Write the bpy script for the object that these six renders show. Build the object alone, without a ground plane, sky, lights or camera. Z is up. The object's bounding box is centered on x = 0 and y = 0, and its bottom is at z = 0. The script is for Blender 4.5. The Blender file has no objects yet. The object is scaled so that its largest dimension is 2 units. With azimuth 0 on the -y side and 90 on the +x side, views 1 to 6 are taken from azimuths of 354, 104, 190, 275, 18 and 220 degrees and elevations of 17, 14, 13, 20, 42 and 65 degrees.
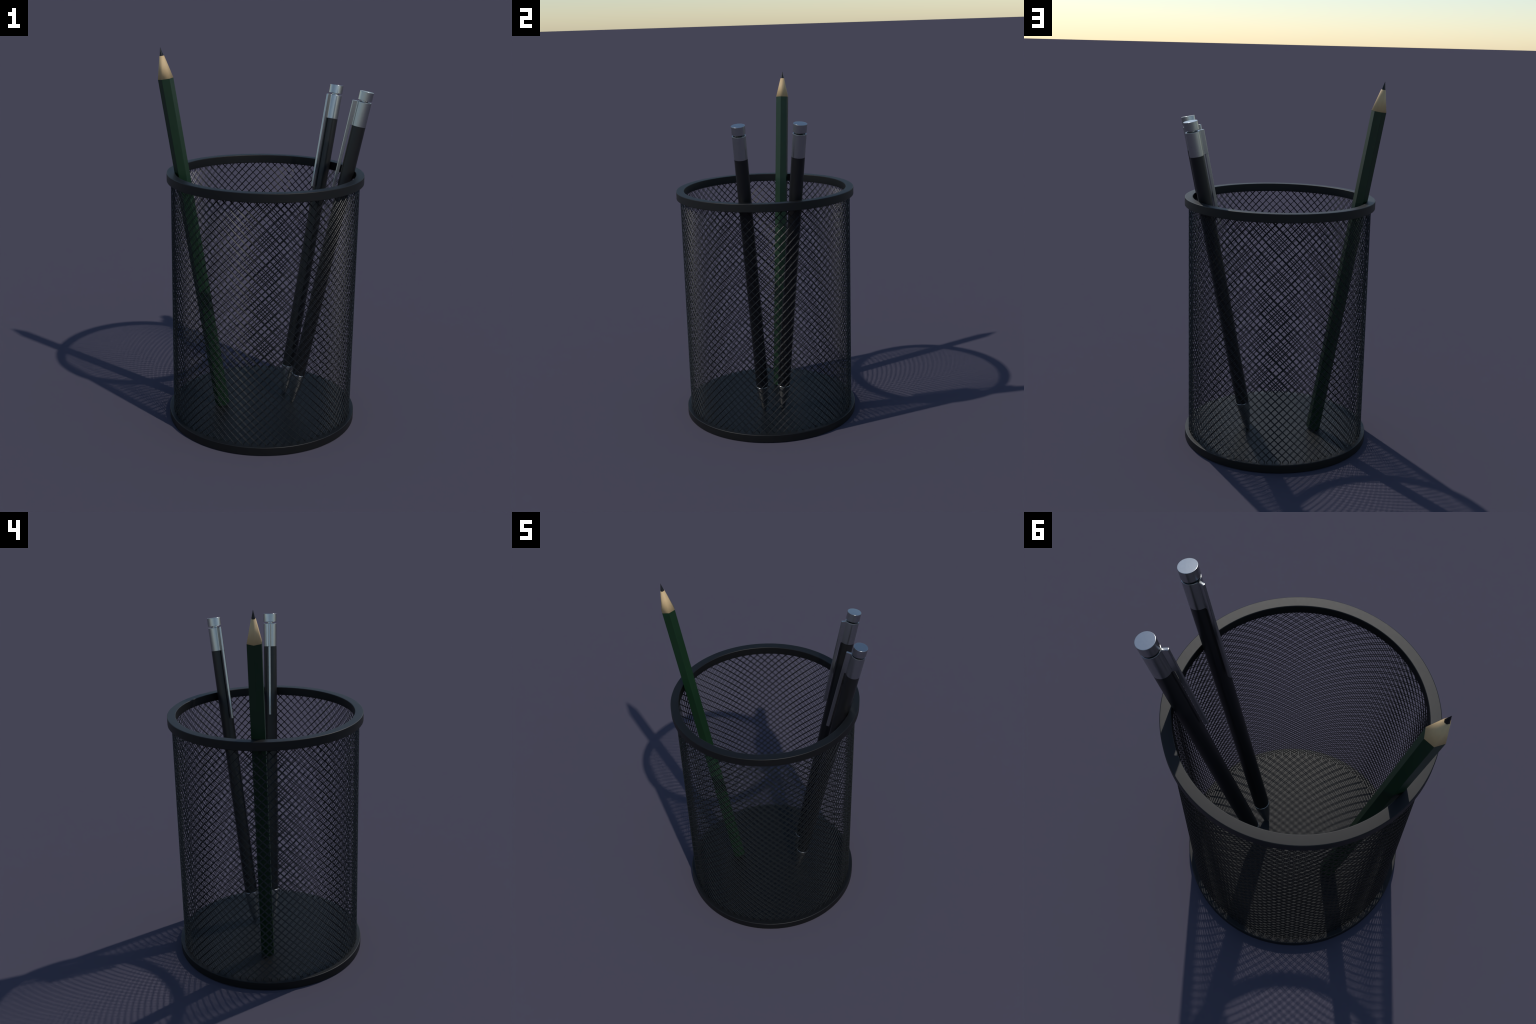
"""Black wire-mesh desk cup holding one green pencil and two push-button pens."""
import bpy, bmesh, math
from mathutils import Matrix, Vector

TAU = 2.0 * math.pi

# ------------------------------------------------------------------ materials


def principled(name, color, rough, metallic=0.0, spec=0.5, coat=0.0, grain=0.0,
               grain_scale=60.0, rough_var=0.0, stretch=(1, 1, 1), bump=0.0):
    """Principled material whose colour and gloss carry a fine procedural grain."""
    m = bpy.data.materials.new(name)
    m.use_nodes = True
    nt = m.node_tree
    b = nt.nodes["Principled BSDF"]
    b.inputs["Metallic"].default_value = metallic
    b.inputs["Specular IOR Level"].default_value = spec
    b.inputs["Coat Weight"].default_value = coat
    b.inputs["Coat Roughness"].default_value = 0.2
    tc = nt.nodes.new("ShaderNodeTexCoord")
    mp = nt.nodes.new("ShaderNodeMapping")
    mp.inputs["Scale"].default_value = stretch
    nt.links.new(tc.outputs["Object"], mp.inputs["Vector"])
    nz = nt.nodes.new("ShaderNodeTexNoise")
    nz.inputs["Scale"].default_value = grain_scale
    nz.inputs["Detail"].default_value = 4.0
    nt.links.new(mp.outputs["Vector"], nz.inputs["Vector"])
    ramp = nt.nodes.new("ShaderNodeValToRGB")
    lo = [c * (1.0 - grain) for c in color]
    hi = [c * (1.0 + grain) for c in color]
    ramp.color_ramp.elements[0].position = 0.3
    ramp.color_ramp.elements[1].position = 0.7
    ramp.color_ramp.elements[0].color = (*lo, 1)
    ramp.color_ramp.elements[1].color = (*hi, 1)
    nt.links.new(nz.outputs["Fac"], ramp.inputs["Fac"])
    nt.links.new(ramp.outputs["Color"], b.inputs["Base Color"])
    mr = nt.nodes.new("ShaderNodeMapRange")
    mr.inputs["To Min"].default_value = rough - rough_var
    mr.inputs["To Max"].default_value = rough + rough_var
    nt.links.new(nz.outputs["Fac"], mr.inputs["Value"])
    nt.links.new(mr.outputs["Result"], b.inputs["Roughness"])
    if bump:
        bp = nt.nodes.new("ShaderNodeBump")
        bp.inputs["Strength"].default_value = bump
        bp.inputs["Distance"].default_value = 0.002
        nt.links.new(nz.outputs["Fac"], bp.inputs["Height"])
        nt.links.new(bp.outputs["Normal"], b.inputs["Normal"])
    return m


MAT_CUP = principled("black_painted_steel", (0.0030, 0.0030, 0.0031), 0.50, spec=0.385, grain=0.08, grain_scale=90, rough_var=0.02)
MAT_WIRE = principled("black_painted_wire", (0.0040, 0.0040, 0.0043), 0.35, spec=0.34, grain=0.08, grain_scale=90, rough_var=0.02)
MAT_METAL = principled("brushed_steel", (0.46, 0.47, 0.47), 0.28, metallic=1.0, grain=0.02,
                       grain_scale=120, rough_var=0.012)
MAT_NOSE = principled("paler_steel", (0.60, 0.60, 0.59), 0.25, metallic=1.0, grain=0.02, grain_scale=120,  # paler, slightly less rough version of the collar steel, used on the tip cones
                      rough_var=0.01)
MAT_BARREL = principled("black_barrel_lacquer", (0.0065, 0.0065, 0.007), 0.35, grain=0.05, rough_var=0.02)
MAT_GREEN = principled("green_lacquer", (0.0042, 0.0235, 0.0075), 0.42, spec=0.42, grain=0.06, grain_scale=40, rough_var=0.02)
MAT_WOOD = principled("bare_cedar_wood", (0.60, 0.42, 0.22), 0.6, spec=0.3, grain=0.03, grain_scale=30,
                      stretch=(8, 8, 0.6), rough_var=0.03)
MAT_LEAD = principled("graphite", (0.004, 0.004, 0.0055), 0.42, spec=0.35, grain=0.08, grain_scale=120, rough_var=0.03)

# ------------------------------------------------------------------- helpers


def make_object(name, mesh, material, parent=None, matrix=None, flat=False):
    o = bpy.data.objects.new(name, mesh)
    bpy.context.scene.collection.objects.link(o)
    if material is not None:
        mesh.materials.clear()
        mesh.materials.append(material)
    if parent is not None:
        o.parent = parent
    if matrix is not None:
        o.matrix_local = matrix
    if flat:                               # wide faces stay flat beside their bevels
        w = o.modifiers.new("flat_faces", "WEIGHTED_NORMAL")
        w.keep_sharp = True
        w.weight = 100
    return o


def finish(bm, name, angle=35.0):
    bmesh.ops.recalc_face_normals(bm, faces=bm.faces)
    me = bpy.data.meshes.new(name)
    bm.to_mesh(me)
    bm.free()
    for p in me.polygons:
        p.use_smooth = True
    me.set_sharp_from_angle(angle=math.radians(angle))
    return me


def lathe(name, profile, segments=128, angle=35.0, closed=False):
    """Turn a (radius, height) profile round z; a radius of 0 closes the end."""
    bm = bmesh.new()
    rings = []
    for r, z in profile:
        if r <= 1e-9:
            rings.append([bm.verts.new((0, 0, z))])
        else:
            rings.append([bm.verts.new((r * math.cos(TAU * i / segments), r * math.sin(TAU * i / segments), z))
                          for i in range(segments)])
    pairs = list(zip(rings, rings[1:]))
    if closed:
        pairs.append((rings[-1], rings[0]))
    for a, b in pairs:
        for i in range(segments):
            j = (i + 1) % segments
            if len(a) == 1:
                bm.faces.new((a[0], b[j], b[i]))
            elif len(b) == 1:
                bm.faces.new((a[i], a[j], b[0]))
            else:
                bm.faces.new((a[i], a[j], b[j], b[i]))
    return finish(bm, name, angle)


def arc(cx, cz, r, a0, a1, n=4):
    """Points of a quarter round for bevelled profiles (degrees)."""
    return [(cx + r * math.cos(math.radians(a0 + (a1 - a0) * i / n)),
             cz + r * math.sin(math.radians(a0 + (a1 - a0) * i / n))) for i in range(n + 1)]


def loft(name, sections, angle=35.0, cap=True):
    """Bridge equal-length 3D outlines, capping both ends."""
    bm = bmesh.new()
    rings = [[bm.verts.new(p) for p in s] for s in sections]
    n = len(rings[0])
    for a, b in zip(rings, rings[1:]):
        for i in range(n):
            j = (i + 1) % n
            bm.faces.new((a[i], a[j], b[j], b[i]))
    if cap:
        bm.faces.new(list(reversed(rings[0])))
        bm.faces.new(rings[-1])
    return finish(bm, name, angle)


def empty(name, matrix=None):
    e = bpy.data.objects.new(name, None)
    e.empty_display_size = 0.1
    bpy.context.scene.collection.objects.link(e)
    if matrix is not None:
        e.matrix_world = matrix
    return e


# ------------------------------------------------------------------- the cup

CUP_X = -0.003            # the cup's axis stands just off the middle
R_CUP = 0.5134            # outer radius of foot plate and rim
Z_PLATE = 0.0448          # top of the foot plate
Z_RIM0, Z_RIM1 = 1.3250, 1.3706
R_RIM_IN = 0.4690
R_WALL_OUT, R_WALL_IN = 0.4907, 0.4807   # the wall is two layers of wire mesh
WIRE = 0.0033             # wire diameter
WIRE_SIDES = 4
COLUMNS = 73
ROWS = 30
ROW_Z0, ROW_H = 0.0444, 0.0429
TURN0 = math.radians(90.05)

cup = empty("pencil_cup", Matrix.Translation((CUP_X, 0, 0)))
cup["label"] = "black wire mesh pencil cup with solid rim and base"
cup["category"] = "pencil holder"

bev = 0.0035
plate_profile = ([(0.0, 0.0), (R_CUP - 0.002, 0.0), (R_CUP, 0.002)]
                 + arc(R_CUP - bev, Z_PLATE - bev, bev, 0, 90) + [(0.3, Z_PLATE), (0.0, Z_PLATE)])
make_object("base", lathe("base", plate_profile, 192, 50), MAT_CUP, cup, flat=True)

b = 0.0035
rim_profile = (arc(R_CUP - b, Z_RIM1 - b, b, 0, 90) + arc(R_RIM_IN + b, Z_RIM1 - b, b, 90, 180)
               + arc(R_RIM_IN + b, Z_RIM0 + b, b, 180, 270) + arc(R_CUP - b, Z_RIM0 + b, b, 270, 360))
make_object("rim", lathe("rim", rim_profile, 192, 50, closed=True), MAT_CUP, cup, flat=True)


def wire_mesh(name, radius):
    """One rolled layer of diamond mesh: two families of thin round wires that
    wind up the cup in opposite directions and turn upright at both ends."""
    bm = bmesh.new()
    half = 0.5 * ROW_H
    turn = 0.0070                          # height over which an end turns upright
    z_top = ROW_Z0 + ROWS * ROW_H
    # heights along one wire with the column shift reached there
    path = [(ROW_Z0 - 0.003, turn * 0.62 / ROW_H), (ROW_Z0 + turn * 0.25, turn * 0.65 / ROW_H),
            (ROW_Z0 + turn * 0.62, turn * 0.80 / ROW_H), (ROW_Z0 + turn, turn / ROW_H)]
    for k in range(1, 2 * ROWS):
        path.append((ROW_Z0 + k * half, 0.5 * k))
    path += [(z_top - (z - ROW_Z0), ROWS - c) for z, c in reversed(path[:4])]
    for hand in (1, -1):
        for c in range(COLUMNS):
            rings = []
            for i, (z, shift) in enumerate(path):
                t = TURN0 + TAU * (c + hand * shift) / COLUMNS
                p = Vector((radius * math.cos(t), radius * math.sin(t), z))
                za, ca = path[max(i - 1, 0)]
                zb, cb = path[min(i + 1, len(path) - 1)]
                around = Vector((-math.sin(t), math.cos(t), 0)) * hand * radius * TAU * (cb - ca) / COLUMNS
                along = (around + Vector((0, 0, zb - za))).normalized()
                out = Vector((math.cos(t), math.sin(t), 0))
                side = along.cross(out).normalized()
                rings.append([bm.verts.new(p + (out * math.cos(a) + side * math.sin(a)) * WIRE / 2)
                              for a in (TAU * q / WIRE_SIDES for q in range(WIRE_SIDES))])
            for a, b2 in zip(rings, rings[1:]):
                for q in range(WIRE_SIDES):
                    w = (q + 1) % WIRE_SIDES
                    bm.faces.new((a[q], a[w], b2[w], b2[q]))
            bm.faces.new(list(reversed(rings[0])))
            bm.faces.new(rings[-1])
    return finish(bm, name, 40)


for radius in (R_WALL_OUT, R_WALL_IN):
    o = make_object("wire_mesh", wire_mesh("wire_mesh", radius), MAT_WIRE, cup)
    o["kind"] = "stuff"

# ---------------------------------------------------------------- the pencil


def axis_frame(foot, top, face):
    """Frame at `foot` with z along the stick and x towards `face`."""
    z = (Vector(top) - Vector(foot)).normalized()
    x = Vector(face) - z * z.dot(Vector(face))
    x.normalize()
    y = z.cross(x)
    m = Matrix((x, y, z)).transposed().to_4x4()
    m.translation = Vector(foot)
    return m


PENCIL_TIP = (-0.5378, 0.0, 2.0)
PENCIL_FOOT = (-0.2235, 0.0, 0.0515)
pm = axis_frame(PENCIL_FOOT, PENCIL_TIP, (-1, 0, 0))
pencil_len = (Vector(PENCIL_TIP) - Vector(PENCIL_FOOT)).length
pencil = empty("pencil", pm)
pencil["label"] = "sharpened hexagonal pencil with dark green lacquer"
pencil["category"] = "pencil"
HEX = 0.0395
S_WOOD = pencil_len - 0.1555
S_LEAD = pencil_len - 0.0425


def hexagon(r, z, round_r=0.0, n=3):
    """Six-sided outline, corners softened by `round_r`."""
    pts = []
    for i in range(6):
        a = TAU * i / 6
        if round_r <= 0:
            pts.append((r * math.cos(a), r * math.sin(a), z))
            continue
        d = round_r / math.cos(math.radians(30))
        cx, cy = (r - d) * math.cos(a), (r - d) * math.sin(a)
        for k in range(n + 1):
            t = a + math.radians(-30 + 60 * k / n)
            pts.append((cx + round_r * math.cos(t), cy + round_r * math.sin(t), z))
    return pts


make_object("shaft", loft("shaft", [hexagon(HEX - 0.0010, 0, 0.003), hexagon(HEX, 0.0010, 0.003),
                                    hexagon(HEX, S_WOOD, 0.003)], 50), MAT_GREEN, pencil, flat=True)
make_object("wood_cone", loft("wood_cone", [hexagon(HEX - 0.0004, S_WOOD + 0.0002),
                                            hexagon(0.0122, S_LEAD)], 180), MAT_WOOD, pencil)
make_object("lead_point", loft("lead_point", [hexagon(0.0104, S_LEAD + 0.0001),
                                              hexagon(0.00025, pencil_len)], 75), MAT_LEAD, pencil)

# ------------------------------------------------------------------ the pens

R_PEN = 0.0367            # metal parts
R_BARREL = 0.0361         # lacquered barrel
PEN_FOOT = (0.1672, 0.0, 0.0455)
PEN_TOP = (0.5143, 0.0, 1.7840)
PEN_LEN = (Vector(PEN_TOP) - Vector(PEN_FOOT)).length
S_JOINT = PEN_LEN - 1.595
S_COLLAR = PEN_LEN - 0.1815
S_COLLAR_TOP = PEN_LEN - 0.0535
S_BUTTON = PEN_LEN - 0.0460
S_CLIP = PEN_LEN - 0.562
FIN_W = 0.0062            # half width of the clip
FIN_OUT = R_PEN + 0.0275
BAR_IN = R_PEN + 0.0100


def collar_outline(z, grow=0.0):
    """Round sleeve with a fin on the +x side, blended in by small fillets."""
    r, w, out, f, e = R_PEN + grow, FIN_W + grow, FIN_OUT + grow, 0.006, 0.004
    # fillet circle touches the sleeve (outside) and the fin side
    cy = w + f
    cx = math.sqrt((r + f) ** 2 - cy ** 2)
    touch = math.atan2(cy, cx)
    pts = []
    n_round = 72
    for i in range(n_round + 1):
        a = touch + (TAU - 2 * touch) * i / n_round
        pts.append((r * math.cos(a), r * math.sin(a), z))
    # lower fillet, from the sleeve to the fin side y = -w
    a0 = math.atan2(cy, -cx)
    for i in range(1, 5):
        a = a0 + (math.pi / 2 - a0) * i / 4
        pts.append((cx + f * math.cos(a), -cy + f * math.sin(a), z))
    for i in range(5):
        a = -math.pi / 2 + (math.pi / 2) * i / 4
        pts.append((out - e + e * math.cos(a), -w + e + e * math.sin(a), z))
    for i in range(5):
        a = (math.pi / 2) * i / 4
        pts.append((out - e + e * math.cos(a), w - e + e * math.sin(a), z))
    # upper fillet, from the fin side y = w back to the sleeve
    for i in range(4):
        a = -math.pi / 2 - (a0 - math.pi / 2) * i / 4
        pts.append((cx + f * math.cos(a), cy + f * math.sin(a), z))
    return pts


COLLAR_TOUCH = math.asin((FIN_W + 0.006) / (R_PEN + 0.006))


def collar_mesh():
    """Sleeve with fin: an outline loft whose top has a bevel and a round recess."""
    bv = 0.0022
    bm = bmesh.new()

    def ring(z, grow):
        return [bm.verts.new(p) for p in collar_outline(z, grow)]

    rings = [ring(S_COLLAR + 0.0008, -0.0006), ring(S_COLLAR + 0.0014, 0.0),
             ring(S_COLLAR_TOP - bv, 0.0), ring(S_COLLAR_TOP - 0.3 * bv, -0.3 * bv), ring(S_COLLAR_TOP, -bv)]
    n = len(rings[0])
    for a, c in zip(rings, rings[1:]):
        for i in range(n):
            j = (i + 1) % n
            bm.faces.new((a[i], a[j], c[j], c[i]))
    bm.faces.new(list(reversed(rings[0])))
    # top land from the bevel in to a round recess; fin points close on its arc
    rec = []
    for rr, z in ((0.0300, S_COLLAR_TOP), (0.0295, S_COLLAR_TOP - 0.012)):
        pts = []
        for i in range(n):
            if i <= 72:
                a = COLLAR_TOUCH + (TAU - 2 * COLLAR_TOUCH) * i / 72
            else:
                a = -COLLAR_TOUCH + 2 * COLLAR_TOUCH * (i - 72) / (n - 72)
            pts.append(bm.verts.new((rr * math.cos(a), rr * math.sin(a), z)))
        rec.append(pts)
    for a, c in ((rings[-1], rec[0]), (rec[0], rec[1])):
        for i in range(n):
            j = (i + 1) % n
            bm.faces.new((a[i], a[j], c[j], c[i]))
    bm.faces.new(rec[1])
    return finish(bm, "collar", 40)


def bar_section(z, shrink=0.0):
    """Rounded cross-section of the free clip bar."""
    x0, x1, w, e = BAR_IN + shrink, FIN_OUT - shrink, FIN_W - shrink, 0.004 - shrink
    pts = []
    for cx, cy, a0 in ((x1 - e, w - e, 0), (x0 + 0.001, w - 0.001, 90), (x0 + 0.001, -w + 0.001, 180), (x1 - e, -w + e, 270)):
        rr = e if cx > x0 + 0.002 else 0.001
        for k in range(4):
            a = math.radians(a0 + 30 * k)
            pts.append((cx + rr * math.cos(a), cy + rr * math.sin(a), z))
    return pts


r = R_PEN
cone_len = S_JOINT
# ogive nose: share of the length up from the tip, share of the radius
cone = [(0.0, 0.0), (0.0085, 0.0), (0.0100, 0.0012)]
cone += [(r * k, cone_len * t) for t, k in ((0.13, 0.43), (0.34, 0.62), (0.55, 0.785), (0.75, 0.915), (0.88, 0.98),
                                            (0.95, 1.0))]
cone += arc(r - 0.0022, S_JOINT - 0.0022, 0.0024, 0, 90, 4) + [(0.0, S_JOINT + 0.0002)]
pen_parts = [
    ("tip_cone", lathe("tip_cone", cone, 64, 40), MAT_NOSE),
    ("barrel", lathe("barrel", [(0.0, S_JOINT + 0.0005), (R_BARREL, S_JOINT + 0.0005), (R_BARREL, S_COLLAR),
                                (0.0, S_COLLAR)], 72, 40), MAT_BARREL),
    ("collar", collar_mesh(), MAT_METAL),
    ("clip", loft("clip", [bar_section(S_CLIP, 0.0008), bar_section(S_CLIP + 0.0008), bar_section(S_COLLAR + 0.0005)], 40),
     MAT_METAL),
    ("button_stem", lathe("button_stem", [(0.0, S_COLLAR_TOP - 0.011), (0.017, S_COLLAR_TOP - 0.011),
                                          (0.017, S_BUTTON + 0.0005), (0.0, S_BUTTON + 0.0005)], 48, 40), MAT_METAL),
    ("push_button", lathe("push_button", [(0.0, S_BUTTON + 0.001), (r - 0.001, S_BUTTON + 0.001), (r, S_BUTTON + 0.002)]
                          + arc(r - 0.0014, PEN_LEN - 0.0014, 0.0014, 0, 90, 3) + [(0.0, PEN_LEN)], 72, 40), MAT_METAL),
]
pen_frame = axis_frame(PEN_FOOT, PEN_TOP, (-1, 0, 0))
about_cup = Matrix.Translation((CUP_X, 0, 0))
for turn in (0.0, 36.5):
    # both pens rest the same way, the second turned round the cup's axis
    m = about_cup @ Matrix.Rotation(math.radians(turn), 4, "Z") @ about_cup.inverted() @ pen_frame
    pen = empty("push_button_pen", m)
    pen["label"] = "slim black pen with steel clip, collar and push button"
    pen["category"] = "pen"
    for part, mesh, material in pen_parts:
        make_object(part, mesh, material, pen, flat=True)
